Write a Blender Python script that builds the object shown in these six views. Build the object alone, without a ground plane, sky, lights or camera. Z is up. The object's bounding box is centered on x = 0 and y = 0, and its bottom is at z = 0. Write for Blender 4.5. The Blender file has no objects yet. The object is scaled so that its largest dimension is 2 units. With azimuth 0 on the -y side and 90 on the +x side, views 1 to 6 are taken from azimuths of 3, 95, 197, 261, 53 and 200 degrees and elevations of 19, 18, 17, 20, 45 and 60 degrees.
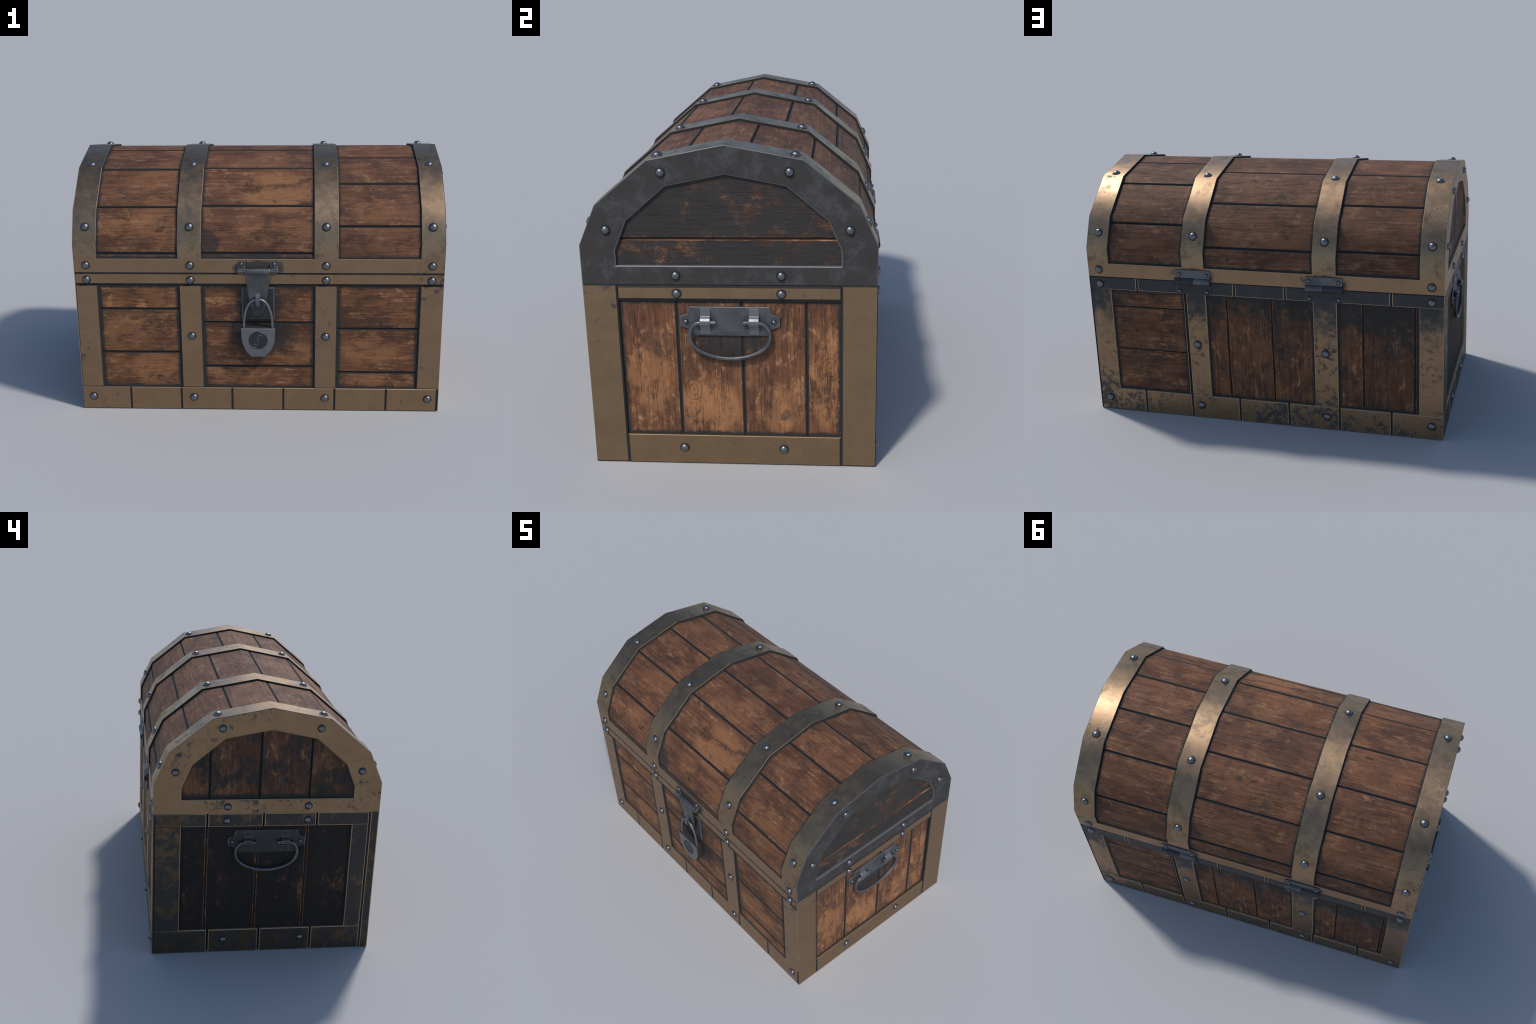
import bpy, bmesh, math, random
from mathutils import Vector, Matrix

random.seed(11)

# ----------------------------------------------------------------- dimensions
YC = 0.012                        # the body is centred here in y (padlock in front, hinges behind)
HX, HY = 0.981, 0.590             # half length, half depth of body and lid
Z_SEAM, Z_RIM, Z_WAIST, Z_FOOT = 0.802, 0.881, 0.731, 0.131
INSET = 0.0105                     # how far the wood of the lid and the ends lies below the metal
SIDE_INSET = {"front": 0.006, "back": 0.0105, "right": 0.0135, "left": 0.0125}
PLANK_T = 0.010
BAND_OUT = (0.855, 0.980)         # corner bands in |x|
BAND_IN = (0.298, 0.425)          # inner bands in |x|
# lid section (offset from YC, z): a faceted barrel
ARCH = [(-HY, Z_SEAM), (-HY, 0.965), (-0.5175, 1.130), (-0.302, 1.308), (0.0, 1.3665),
        (0.302, 1.3075), (0.5175, 1.130), (HY, 0.965), (HY, Z_SEAM)]
# opening in the lid ends
ARCH_IN = [(-0.447, Z_RIM), (-0.447, 0.943), (-0.397, 1.064), (-0.234, 1.2035), (0.0, 1.250),
           (0.234, 1.2035), (0.397, 1.064), (0.447, 0.943), (0.447, Z_RIM)]
PITCH = 0.281                     # spacing of the grooves in the long metal rows


# ----------------------------------------------------------------- node helper
class Nodes:
    def __init__(self, name):
        self.mat = bpy.data.materials.new(name)
        self.mat.use_nodes = True
        self.t = self.mat.node_tree
        self.bsdf = self.t.nodes["Principled BSDF"]

    def node(self, kind, **props):
        n = self.t.nodes.new(kind)
        for k, v in props.items():
            setattr(n, k, v)
        return n

    def put(self, sock, val):
        if isinstance(val, bpy.types.NodeSocket):
            self.t.links.new(val, sock)
        elif val is not None:
            if sock.type == 'RGBA' and len(val) == 3:
                val = (*val, 1)
            sock.default_value = val

    def math(self, op, a, b=None, c=None, clamp=False):
        n = self.node("ShaderNodeMath", operation=op, use_clamp=clamp)
        for s, v in zip(n.inputs, (a, b, c)):
            self.put(s, v)
        return n.outputs[0]

    def vec(self, op, a, b):
        n = self.node("ShaderNodeVectorMath", operation=op)
        self.put(n.inputs[0], a)
        self.put(n.inputs[1], b)
        return n.outputs["Value"] if op in ('LENGTH', 'DISTANCE', 'DOT_PRODUCT') else n.outputs[0]

    def noise(self, co, scale, detail=4, rough=0.55, distort=0.0):
        n = self.node("ShaderNodeTexNoise")
        self.put(n.inputs["Vector"], co)
        n.inputs["Scale"].default_value = scale
        n.inputs["Detail"].default_value = detail
        n.inputs["Roughness"].default_value = rough
        n.inputs["Distortion"].default_value = distort
        return n.outputs["Fac"]

    def step(self, x, lo, hi, smooth=True):
        n = self.node("ShaderNodeMapRange", interpolation_type='SMOOTHSTEP' if smooth else 'LINEAR')
        self.put(n.inputs[0], x)
        self.put(n.inputs[1], lo)
        self.put(n.inputs[2], hi)
        return n.outputs[0]

    def mix(self, fac, a, b, mode='MIX'):
        n = self.node("ShaderNodeMix", data_type='RGBA', blend_type=mode)
        self.put(n.inputs[0], fac)
        self.put(n.inputs[6], a)
        self.put(n.inputs[7], b)
        return n.outputs[2]

    def lerp(self, fac, a, b):
        n = self.node("ShaderNodeMix", data_type='FLOAT')
        self.put(n.inputs[0], fac)
        self.put(n.inputs[2], a)
        self.put(n.inputs[3], b)
        return n.outputs[0]

    def ramp(self, x, stops):
        n = self.node("ShaderNodeValToRGB")
        e = n.color_ramp.elements
        while len(e) < len(stops):
            e.new(0.5)
        for el, (p, c) in zip(e, stops):
            el.position, el.color = p, (*c, 1)
        self.put(n.inputs[0], x)
        return n.outputs[0]

    def bump(self, h, strength, dist):
        n = self.node("ShaderNodeBump")
        n.inputs["Strength"].default_value = strength
        n.inputs["Distance"].default_value = dist
        self.put(n.inputs["Height"], h)
        self.put(self.bsdf.inputs["Normal"], n.outputs[0])

    def coords(self):
        return self.node("ShaderNodeTexCoord").outputs["Object"]

    def split(self, co):
        n = self.node("ShaderNodeSeparateXYZ")
        self.put(n.inputs[0], co)
        return n.outputs

    def set(self, **kw):
        for k, v in kw.items():
            self.put(self.bsdf.inputs[k], v)


GRIME = (0.036, 0.034, 0.033)


def blobs(N, co, spots, jitter):
    """Soft-edged spots of colour: each spot is (centre, radii, strength)."""
    total = None
    for c, r, k in spots:
        d = N.vec('LENGTH', N.vec('DIVIDE', N.vec('SUBTRACT', co, c), r), (0, 0, 0))
        d = N.math('ADD', d, N.math('MULTIPLY', jitter, 1.7))
        m = N.math('MULTIPLY', N.step(d, 1.2, 0.75), k)
        total = m if total is None else N.math('MAXIMUM', total, m)
    return total


def wood(name, along, bounds=None, lid=False, stain=0.0, fade=None, spots=(), border=0.02, knots=(), warm=1.0, glow=(), grime=GRIME):
    """Weathered plank wood. along: grain axis 0/1/2. bounds: [(axis, lo, hi)...] of the panel opening.
    stain: share of the wood blackened by soot. fade: (z_low, z_high), soot that gathers below the hinges."""
    N = Nodes(name)
    co = N.coords()
    rnd = N.node("ShaderNodeObjectInfo").outputs["Random"]
    shift = N.node("ShaderNodeCombineXYZ")
    for i, k in enumerate((13.7, 29.3, 41.9)):
        N.put(shift.inputs[i], N.math('MULTIPLY', rnd, k))
    cs = N.vec('ADD', co, shift.outputs[0])

    def pull(k):
        v = [1.0, 1.0, 1.0]
        v[along] = k
        return tuple(v)

    warp = N.node("ShaderNodeTexNoise")
    N.put(warp.inputs["Vector"], N.vec('MULTIPLY', cs, pull(0.5)))
    warp.inputs["Scale"].default_value = 9
    wv = N.vec('SUBTRACT', warp.outputs["Color"], (0.5, 0.5, 0.5))
    cw = N.vec('ADD', cs, N.vec('MULTIPLY', wv, (0.018, 0.018, 0.018)))
    streak = N.noise(N.vec('MULTIPLY', cw, pull(0.05)), 66, 6, 0.66)
    fine = N.noise(N.vec('MULTIPLY', cw, pull(0.035)), 180, 3, 0.7)
    crack = N.noise(N.vec('MULTIPLY', cw, pull(0.05)), 95, 2, 0.5)
    blot = N.noise(N.vec('MULTIPLY', cs, pull(0.7)), 6.5, 10, 0.66, 0.5)
    worn = N.noise(N.vec('MULTIPLY', cs, pull(0.75)), 15.0, 12, 0.74, 0.5)
    damp = N.noise(N.vec('ADD', N.vec('MULTIPLY', cs, pull(0.6)), (7.3, 3.1, 5.7)), 8.0, 11, 0.72, 0.4)
    jit = N.math('SUBTRACT', N.noise(co, 30, 9, 0.76), 0.5)

    if lid:
        deep, mid_c, tan, pale = (0.052, 0.027, 0.019), (0.118, 0.053, 0.030), (0.178, 0.080, 0.041), (0.250, 0.128, 0.067)
    else:
        deep, mid_c, tan, pale = (0.052, 0.027, 0.018), (0.125, 0.055, 0.030), (0.212, 0.093, 0.041), (0.36, 0.177, 0.084)
    tone = N.math('ADD', blot, N.math('MULTIPLY', N.math('SUBTRACT', rnd, 0.5), 0.10))
    tone = N.math('ADD', tone, N.math('MULTIPLY', N.math('SUBTRACT', streak, 0.5), 0.55))
    base = N.ramp(tone, [(0.33, tuple(0.75 * c for c in mid_c)), (0.47, mid_c), (0.64, tan)])
    base = N.mix(N.math('MULTIPLY', N.step(N.math('ADD', worn, N.math('MULTIPLY', N.math('SUBTRACT', streak, 0.5), 0.35)), 0.52, 0.66), 0.9), base, pale)
    if glow:                                   # stretches where hands and feet have polished the wood to a lighter, golden tone
        gold = N.mix(N.math('MULTIPLY', streak, 0.7), (0.37, 0.172, 0.076), (0.20, 0.088, 0.040))
        base = N.mix(N.math('MULTIPLY', blobs(N, co, glow, N.math('SUBTRACT', blot, 0.5)), N.step(damp, 0.66, 0.48)), base, gold)
    base = N.mix(N.math('MULTIPLY', N.step(N.math('ADD', damp, N.math('MULTIPLY', N.math('SUBTRACT', fine, 0.5), 0.35)), 0.50, 0.62), 0.62), base, deep)
    hair = N.noise(N.vec('ADD', N.vec('MULTIPLY', cw, pull(0.045)), (2.0, 5.0, 9.0)), 150, 4, 0.72)
    base = N.mix(N.math('MULTIPLY', N.step(hair, 0.56, 0.70), N.math('MULTIPLY', N.step(worn, 0.42, 0.58), 0.36)), base, pale)
    base = N.mix(N.math('MULTIPLY', N.step(fine, 0.51, 0.70), 0.52), base, deep)
    lines = N.step(N.math('ABSOLUTE', N.math('SUBTRACT', crack, 0.5)), 0.016, 0.002)
    lines = N.math('MULTIPLY', lines, N.step(damp, 0.40, 0.55))
    base = N.mix(N.math('MULTIPLY', lines, 0.65), base, (0.028, 0.018, 0.014))
    if warm != 1.0:
        base = N.mix(1.0, base, (warm, warm * 0.985, warm * 0.95), 'MULTIPLY')
    height = N.math('SUBTRACT', N.math('ADD', N.math('MULTIPLY', streak, 0.8), N.math('MULTIPLY', fine, 0.35)), N.math('MULTIPLY', lines, 0.35))
    for c, r in knots:
        dv = N.vec('MULTIPLY', N.vec('SUBTRACT', N.vec('ADD', co, N.vec('MULTIPLY', wv, (0.035, 0.035, 0.035))), c), pull(0.75))
        d = N.vec('LENGTH', dv, (0, 0, 0))
        ring = N.step(N.math('SINE', N.math('MULTIPLY', d, 420)), 0.2, 0.9)
        m = N.math('MULTIPLY', N.math('MULTIPLY', N.step(d, r, r * 0.6), ring), N.step(damp, 0.60, 0.48))
        base = N.mix(N.math('MULTIPLY', m, 0.20), base, (0.06, 0.032, 0.02))
        height = N.math('SUBTRACT', height, N.math('MULTIPLY', m, 0.5))

    # grime specks, ragged dark margin along the metal, spots of grime and painted shade
    speck = N.noise(N.vec('MULTIPLY', cs, pull(0.7)), 24, 13, 0.80, 0.3)
    field = N.noise(N.vec('ADD', cs, (3.0, 8.0, 1.0)), 5, 3, 0.5)
    dirt_shade = N.math('MULTIPLY', N.step(N.math('ADD', speck, N.math('MULTIPLY', N.math('SUBTRACT', field, 0.5), 0.45)), 0.55, 0.66), 0.66)
    x, y, z = N.split(co)
    ax = (x, y, z)
    if bounds:
        dmin = None
        for a, lo, hi in bounds:
            for e in ((N.math('SUBTRACT', ax[a], lo) if lo is not None else None), (N.math('SUBTRACT', hi, ax[a]) if hi is not None else None)):
                if e is not None:
                    dmin = e if dmin is None else N.math('MINIMUM', dmin, e)
        edge = N.math('ADD', dmin, N.math('MULTIPLY', jit, 0.05))
        dirt_shade = N.math('MAXIMUM', dirt_shade, N.step(edge, border * 1.25, border * 0.35))
    if spots:
        dirt_shade = N.math('MAXIMUM', dirt_shade, blobs(N, co, spots, jit))
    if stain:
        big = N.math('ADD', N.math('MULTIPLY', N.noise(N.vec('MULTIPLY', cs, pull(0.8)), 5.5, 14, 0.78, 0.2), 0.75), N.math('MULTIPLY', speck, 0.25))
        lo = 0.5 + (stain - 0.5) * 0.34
        dirt_shade = N.math('MAXIMUM', dirt_shade, N.math('MULTIPLY', N.step(big, lo + 0.07, lo - 0.05), 0.97))
    if fade:
        lo, hi = fade
        big = N.noise(co, 7.0, 14, 0.78, 0.2)
        v = N.math('ADD', z, N.math('MULTIPLY', N.math('SUBTRACT', big, 0.5), 0.8))
        dirt_shade = N.math('MAXIMUM', dirt_shade, N.math('MULTIPLY', N.step(v, lo, hi), 0.97))
    sooty = N.mix(N.math('MULTIPLY', N.step(fine, 0.45, 0.7), 0.5), grime, tuple(0.55 * c for c in grime))
    col = N.mix(dirt_shade, base, sooty)
    N.set(**{"Base Color": col, "Roughness": N.lerp(dirt_shade, N.lerp(streak, 0.74, 0.56), 0.75), "Specular IOR Level": 0.22})
    N.bump(height, 0.8, 0.004)
    return N.mat


def metal(name, bright, dull, rough, dirt_amount=0.0, fade=None, mottle=None, dirt_col=(0.030, 0.030, 0.031), spots=(), metallic=1.0, patina=0.0, scale=1.0, clump=0.5):
    """Aged metal: flat tone with mottling, a pitted grain and torn-edged dark patches of grime and painted shade."""
    N = Nodes(name)
    co = N.coords()
    jit = N.math('SUBTRACT', N.noise(co, 34, 9, 0.72), 0.5)
    n = N.noise(co, 9, 9, 0.66, 0.3)
    base = N.mix(N.step(n, 0.42, 0.62), bright, dull)
    pit = N.noise(co, 190, 4, 0.7)
    base = N.mix(N.math('MULTIPLY', N.step(pit, 0.52, 0.72), 0.30), base, tuple(c * 0.55 for c in dull))
    rgh = N.lerp(N.step(N.noise(co, 14, 11, 0.75, 0.3), 0.35, 0.65), rough - 0.04, rough + 0.10)
    if patina:
        p = N.step(N.noise(co, 8.5, 15, 0.84, 0.2), 0.475, 0.60)
        base = N.mix(N.math('MULTIPLY', p, patina), base, (0.095, 0.082, 0.066))
        rgh = N.math('ADD', rgh, N.math('MULTIPLY', p, 0.10))
    if mottle:
        m = N.step(N.noise(co, 12, 12, 0.74, 0.2), 0.46, 0.66)
        base = N.mix(m, base, mottle)
    field = N.noise(N.vec('ADD', co, (4.0, 9.0, 2.0)), 3.5, 3, 0.5)
    big = N.noise(co, 20 * scale, 14, 0.80, 0.3)
    big = N.math('ADD', big, N.math('MULTIPLY', N.math('SUBTRACT', field, 0.5), clump))
    lo = 0.66 - 0.22 * dirt_amount
    dirt_shade = N.math('MULTIPLY', N.step(big, lo, lo + 0.08), 0.90)
    x, y, z = N.split(co)
    if fade:
        v = N.math('ADD', z, N.math('MULTIPLY', N.math('SUBTRACT', N.noise(co, 14, 14, 0.80, 0.2), 0.5), 0.85))
        dirt_shade = N.math('MAXIMUM', dirt_shade, N.step(v, fade[0], fade[1]))
    if spots:
        dirt_shade = N.math('MAXIMUM', dirt_shade, blobs(N, co, spots, jit))
    N.set(**{"Base Color": N.mix(dirt_shade, base, dirt_col), "Metallic": N.lerp(dirt_shade, metallic, 0.0),
             "Roughness": N.lerp(dirt_shade, rgh, 0.62)})
    N.bump(N.math('SUBTRACT', pit, dirt_shade), 0.22, 0.0012)
    return N.mat


def plain(name, col, rough=0.7, metallic=0.0):
    N = Nodes(name)
    n = N.noise(N.coords(), 60, 5, 0.6)
    N.set(**{"Base Color": N.mix(n, tuple(c * 0.85 for c in col), tuple(c * 1.15 for c in col)), "Roughness": rough, "Metallic": metallic, "Specular IOR Level": 0.5 if metallic else 0.2})
    return N.mat


BRASS, BRASS_D = (0.330, 0.216, 0.130), (0.305, 0.199, 0.119)
M_core = plain("groove_black", (0.022, 0.021, 0.021), 0.8)
M_groove = plain("grime_shade_edge", (0.027, 0.026, 0.0255), 0.8)
M_bright = plain("worn_brass_edge", (0.40, 0.275, 0.175), 0.48, 1.0)
M_glint = plain("bare_brass_edge", (0.40, 0.275, 0.165), 0.5, 0.35)
M_lip = plain("brass_lip", (0.27, 0.185, 0.115), 0.6, 1.0)
M_wornwood = wood("worn_wood_edge", 1, warm=1.15, stain=0.30)
END_B, END_D = (0.310, 0.208, 0.123), (0.290, 0.193, 0.114)
FITTING_GRIME_SHADE = [((0.0, -0.578, 0.846), (0.098, 0.06, 0.030), 0.92), ((-0.105, -0.578, 0.83), (0.03, 0.06, 0.03), 0.8), ((0.108, -0.578, 0.835), (0.03, 0.06, 0.035), 0.85)] + \
                [((s * 0.3615, 0.602, 0.838), (0.116, 0.06, 0.040), 0.9) for s in (-1, 1)]  # dark halos round clips and hinges: grime mixed with painted occlusion shade
M_brass = metal("aged_brass", BRASS, BRASS_D, 0.44, 0.22, spots=FITTING_GRIME_SHADE)
M_brass_side = metal("aged_brass_side", END_B, END_D, 0.44, 0.16)
M_brass_lid = metal("tarnished_brass", (0.325, 0.222, 0.138), (0.300, 0.206, 0.128), 0.37, 0.18, patina=0.55)
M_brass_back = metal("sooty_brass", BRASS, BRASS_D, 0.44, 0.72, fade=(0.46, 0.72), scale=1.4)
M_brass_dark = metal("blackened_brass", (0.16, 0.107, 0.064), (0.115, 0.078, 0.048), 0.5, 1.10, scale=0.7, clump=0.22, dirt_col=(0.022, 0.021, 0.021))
M_brass_end = metal("aged_brass_end", END_B, END_D, 0.44, 0.40, scale=1.3)
M_iron = metal("dark_iron", (0.035, 0.0315, 0.0295), (0.033, 0.030, 0.028), 0.75, 0.0, mottle=(0.058, 0.057, 0.058), metallic=0.1)
M_iron_edge = plain("worn_iron_edge", (0.15, 0.152, 0.16), 0.6, 0.6)
M_steel = metal("grey_steel", (0.150, 0.153, 0.162), (0.105, 0.107, 0.112), 0.42, 0.10, metallic=0.85)
M_lock = metal("padlock_steel", (0.20, 0.204, 0.215), (0.175, 0.178, 0.188), 0.42, 0.0, metallic=0.85)
M_strap = metal("strap_steel", (0.150, 0.153, 0.162), (0.105, 0.107, 0.112), 0.42, 0.12, metallic=0.85,
                spots=[((0.0, -0.59, 0.605), (0.035, 0.2, 0.065), 0.9), ((0.0, -0.59, 0.80), (0.05, 0.2, 0.02), 0.6)])
LUG_SHADE = [((s * 0.975, 0.0115 + t * 0.0985, 0.645), (0.2, 0.050, 0.048), 0.8) for s in (-1, 1) for t in (-1, 1)] + [((0.975, 0.0115, 0.585), (0.2, 0.16, 0.016), 0.6)]  # contact shade round the handle lugs, painted into the plate colour
M_plate = metal("handle_plate_steel", (0.150, 0.153, 0.162), (0.105, 0.107, 0.112), 0.45, 0.12, metallic=0.85, spots=LUG_SHADE)
M_bail = metal("handle_bar_steel", (0.16, 0.163, 0.172), (0.12, 0.122, 0.128), 0.46, 0.1, metallic=0.85)
M_clip = metal("clip_steel", (0.105, 0.105, 0.110), (0.07, 0.069, 0.070), 0.40, 0.2, metallic=0.8)
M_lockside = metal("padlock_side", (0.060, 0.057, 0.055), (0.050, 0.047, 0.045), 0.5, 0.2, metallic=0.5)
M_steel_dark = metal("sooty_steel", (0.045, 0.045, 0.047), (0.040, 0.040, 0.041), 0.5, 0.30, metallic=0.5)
M_rivet = metal("rivet_steel", (0.19, 0.195, 0.207), (0.145, 0.149, 0.158), 0.38, 0.0)


# ----------------------------------------------------------------- mesh helper
ROOT = bpy.data.objects.new("treasure_chest", None)
bpy.context.scene.collection.objects.link(ROOT)
ROOT["label"] = "old wooden treasure chest with barrel lid, brass bands and padlock"
ROOT["category"] = "treasure chest"


def link(name, mesh, parent):
    o = bpy.data.objects.new(name, mesh)
    bpy.context.scene.collection.objects.link(o)
    o.parent = parent
    return o


def build(name, faces, mats, parent, smooth=None, merge=1e-5):
    """faces: list of (points, material index)."""
    bm = bmesh.new()
    for pts, mi in faces:
        try:
            f = bm.faces.new([bm.verts.new(p) for p in pts])
            f.material_index = mi
        except ValueError:
            pass
    bmesh.ops.remove_doubles(bm, verts=bm.verts, dist=merge)
    bmesh.ops.recalc_face_normals(bm, faces=bm.faces)
    me = bpy.data.meshes.new(name)
    bm.to_mesh(me)
    bm.free()
    for m in mats:
        me.materials.append(m)
    if smooth is not None:
        me.shade_smooth()
        me.set_sharp_from_angle(angle=math.radians(smooth))
    return link(name, me, parent)


def offset_poly(poly, dist):
    """Move every edge of a counter-clockwise polygon inwards by its own distance."""
    n = len(poly)
    lines = []
    for i in range(n):
        a, b = Vector(poly[i]), Vector(poly[(i + 1) % n])
        t = (b - a).normalized()
        nrm = Vector((-t.y, t.x))
        lines.append((a + nrm * dist[i], t))
    out = []
    for i in range(n):
        (p, t), (q, s) = lines[i - 1], lines[i]
        den = t.x * s.y - t.y * s.x
        if abs(den) < 1e-9:
            out.append(q)
        else:
            k = ((q.x - p.x) * s.y - (q.y - p.y) * s.x) / den
            out.append(p + t * k)
    return out


# the four upright sides: (u, v, depth below the outer face) -> world
SIDES = {
    "front": lambda u, v, d: Vector((u, YC - HY + d, v)),
    "back": lambda u, v, d: Vector((-u, YC + HY - d, v)),
    "right": lambda u, v, d: Vector((HX - d, u, v)),
    "left": lambda u, v, d: Vector((-HX + d, -u, v)),
}


def slab(name, side, poly, edges, mats, parent, top=0.0, thick=0.012):
    """A flat piece on one side. poly: counter-clockwise (u, v). edges: one (chamfer, material, mitre) per edge."""
    P = SIDES[side]
    n = len(poly)
    ch = [e[0] for e in edges]
    inner = offset_poly(poly, ch)
    # the outer ring sinks by a third of the chamfer so that bevels read as shallow grooves
    back = offset_poly(poly, [thick if e[2] else 0.0 for e in edges])
    faces = [([P(p[0], p[1], top) for p in inner], 0)]
    sink = [0.45 * max(ch[i - 1], ch[i]) for i in range(n)]
    for i in range(n):
        j = (i + 1) % n
        di, dj = sink[i], sink[j]
        a, b = poly[i], poly[j]
        faces.append(([P(*inner[i], top), P(*inner[j], top), P(*b, top + dj), P(*a, top + di)], edges[i][1]))
        faces.append(([P(*a, top + di), P(*b, top + dj), P(*back[j], top + thick), P(*back[i], top + thick)], edges[i][1]))
    faces.append(([P(*p, top + thick) for p in reversed(back)], 0))
    return build(name, faces, mats, parent)


def rect(u0, u1, v0, v1):
    return [(u0, v0), (u1, v0), (u1, v1), (u0, v1)]      # edges: bottom, right, top, left


D, B = 1, 2                        # material slots: dark groove, bright worn edge
NONE = (0.0, 0, False)


def plate(side, u0, u1, v0, v1, mat, parent, bottom=NONE, right=NONE, top=NONE, left=NONE, bright=None):
    return slab("metal_plate", side, rect(u0, u1, v0, v1), [bottom, right, top, left], [mat, M_groove, bright or (M_glint if side in ("left", "back") else M_bright)], parent)


# ================================================================= BODY


def box_faces(x0, x1, y0, y1, z0, z1, mi=0):
    c = [Vector((x, y, z)) for x in (x0, x1) for y in (y0, y1) for z in (z0, z1)]
    return [([c[i] for i in q], mi) for q in ((0, 1, 3, 2), (4, 6, 7, 5), (0, 4, 5, 1), (2, 3, 7, 6), (0, 2, 6, 4), (1, 5, 7, 3))]


e = 0.0175
body = build("chest_body", box_faces(-HX + e, HX - e, YC - HY + e, YC + HY - e, 0.001, Z_SEAM), [M_core], ROOT)

dk = lambda w: (w, D, False)
br = lambda w: (w, B, False)
mit = lambda w=0.002, m=B: (w, m, True)
C_DARK, C_BRT = 0.008, 0.003


def groove_floor(side, u, v0, v1, w=0.0062):
    """Added dark backing strip: a shallow floor for the groove between two plates."""
    slab("groove_backing", side, rect(u - w, u + w, v0 + 0.001, v1 - 0.001), [NONE] * 4, [M_core], body, top=0.0035, thick=0.006)


def row(side, u0, u1, v0, v1, cuts, mat, gap_edge, top, bottom, gap=0.0, left=NONE, right=NONE):
    """A horizontal metal row cut into plates at the given places."""
    us = [u0] + list(cuts) + [u1]
    for i in range(len(us) - 1):
        a = us[i] + (gap / 2 if i else 0)
        b = us[i + 1] - (gap / 2 if i < len(us) - 2 else 0)
        plate(side, a, b, v0, v1, mat, body, bottom=bottom, top=top,
              left=left if i == 0 else gap_edge, right=right if i == len(us) - 2 else gap_edge)
        if gap and i:
            groove_floor(side, us[i], v0, v1)


bands = [(-BAND_OUT[1], -BAND_OUT[0]), (-BAND_IN[1], -BAND_IN[0]), BAND_IN, BAND_OUT]

# ---- front
cuts = [-0.7105 + PITCH * i for i in range(7)]
cuts[-1] = 0.9725
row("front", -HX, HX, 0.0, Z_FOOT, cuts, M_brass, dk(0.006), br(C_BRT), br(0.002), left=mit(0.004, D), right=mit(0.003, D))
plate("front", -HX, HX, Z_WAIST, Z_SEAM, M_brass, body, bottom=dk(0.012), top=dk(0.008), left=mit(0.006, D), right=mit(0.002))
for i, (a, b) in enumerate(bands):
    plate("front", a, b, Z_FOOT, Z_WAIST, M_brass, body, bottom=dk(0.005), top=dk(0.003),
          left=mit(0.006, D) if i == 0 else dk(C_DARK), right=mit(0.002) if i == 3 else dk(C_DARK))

# ---- back (u = -x)
cuts = [-0.6955 + PITCH * i for i in range(6)]
row("back", -HX, HX, 0.0, Z_FOOT, cuts, M_brass_back, br(0.0035), br(C_BRT), br(0.002), gap=0.011, left=mit(0.010, D), right=mit(0.003))
row("back", -HX, HX, Z_WAIST, Z_SEAM, cuts, M_brass_back, br(0.004), dk(0.004), br(0.0035), gap=0.011, left=mit(0.010, D), right=mit(0.003))
plate("back", -HX, -BAND_OUT[0], Z_FOOT, Z_WAIST, M_brass_back, body, left=mit(0.010, D), right=br(C_BRT))
plate("back", -BAND_IN[1] + 0.016, -BAND_IN[0], Z_FOOT, Z_WAIST, M_brass_back, body, left=br(0.004), right=br(0.0035))
plate("back", -BAND_IN[1], -BAND_IN[1] + 0.006, Z_FOOT, Z_WAIST, M_brass_back, body, left=br(0.0015), right=dk(0.002))
groove_floor("back", -BAND_IN[1] + 0.011, Z_FOOT, Z_WAIST)
plate("back", BAND_IN[0], BAND_IN[1], Z_FOOT, Z_WAIST, M_brass_back, body, left=br(0.0035), right=br(0.0035))
plate("back", BAND_OUT[0], BAND_OUT[1], Z_FOOT, Z_WAIST, M_brass_back, body, left=br(C_BRT), right=mit(0.003))

# ---- right end (u = y)
Y0, Y1 = YC - HY, YC + HY
PY0, PY1 = YC - 0.449, YC + 0.447      # panel opening
plate("right", Y0, PY0, 0.0, Z_SEAM, M_brass_side, body, bottom=dk(0.004), top=dk(0.006), left=mit(0.003), right=dk(0.007))
plate("right", PY1, Y1, 0.0, Z_SEAM, M_brass_side, body, bottom=dk(0.004), top=dk(0.006), left=dk(0.007), right=mit(0.003, D))
plate("right", PY0, PY1, Z_WAIST, Z_SEAM, M_brass_side, body, bottom=dk(0.013), top=dk(0.013), left=dk(0.004), right=dk(0.004))
plate("right", PY0, PY1, 0.0, Z_FOOT, M_brass_side, body, bottom=dk(0.002), top=br(0.0022), left=dk(0.006), right=dk(0.006), bright=M_lip)

# ---- left end (u = -y)
g = 0.011
us_top = [-0.3237, -0.0317, 0.2477]
us_bot = [-0.307, -0.030, 0.252]
corner = 0.530                        # groove beside the front corner
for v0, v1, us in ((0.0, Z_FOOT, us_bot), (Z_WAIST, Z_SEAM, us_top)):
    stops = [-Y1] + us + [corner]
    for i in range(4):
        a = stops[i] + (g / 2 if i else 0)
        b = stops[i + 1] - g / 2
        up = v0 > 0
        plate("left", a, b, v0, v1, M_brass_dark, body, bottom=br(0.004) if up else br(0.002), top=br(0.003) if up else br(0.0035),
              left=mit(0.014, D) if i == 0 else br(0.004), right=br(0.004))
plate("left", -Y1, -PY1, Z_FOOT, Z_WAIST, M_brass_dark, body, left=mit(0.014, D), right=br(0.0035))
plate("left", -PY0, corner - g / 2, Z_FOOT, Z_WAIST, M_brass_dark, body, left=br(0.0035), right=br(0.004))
groove_floor("left", corner, 0.0, Z_SEAM)
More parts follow.
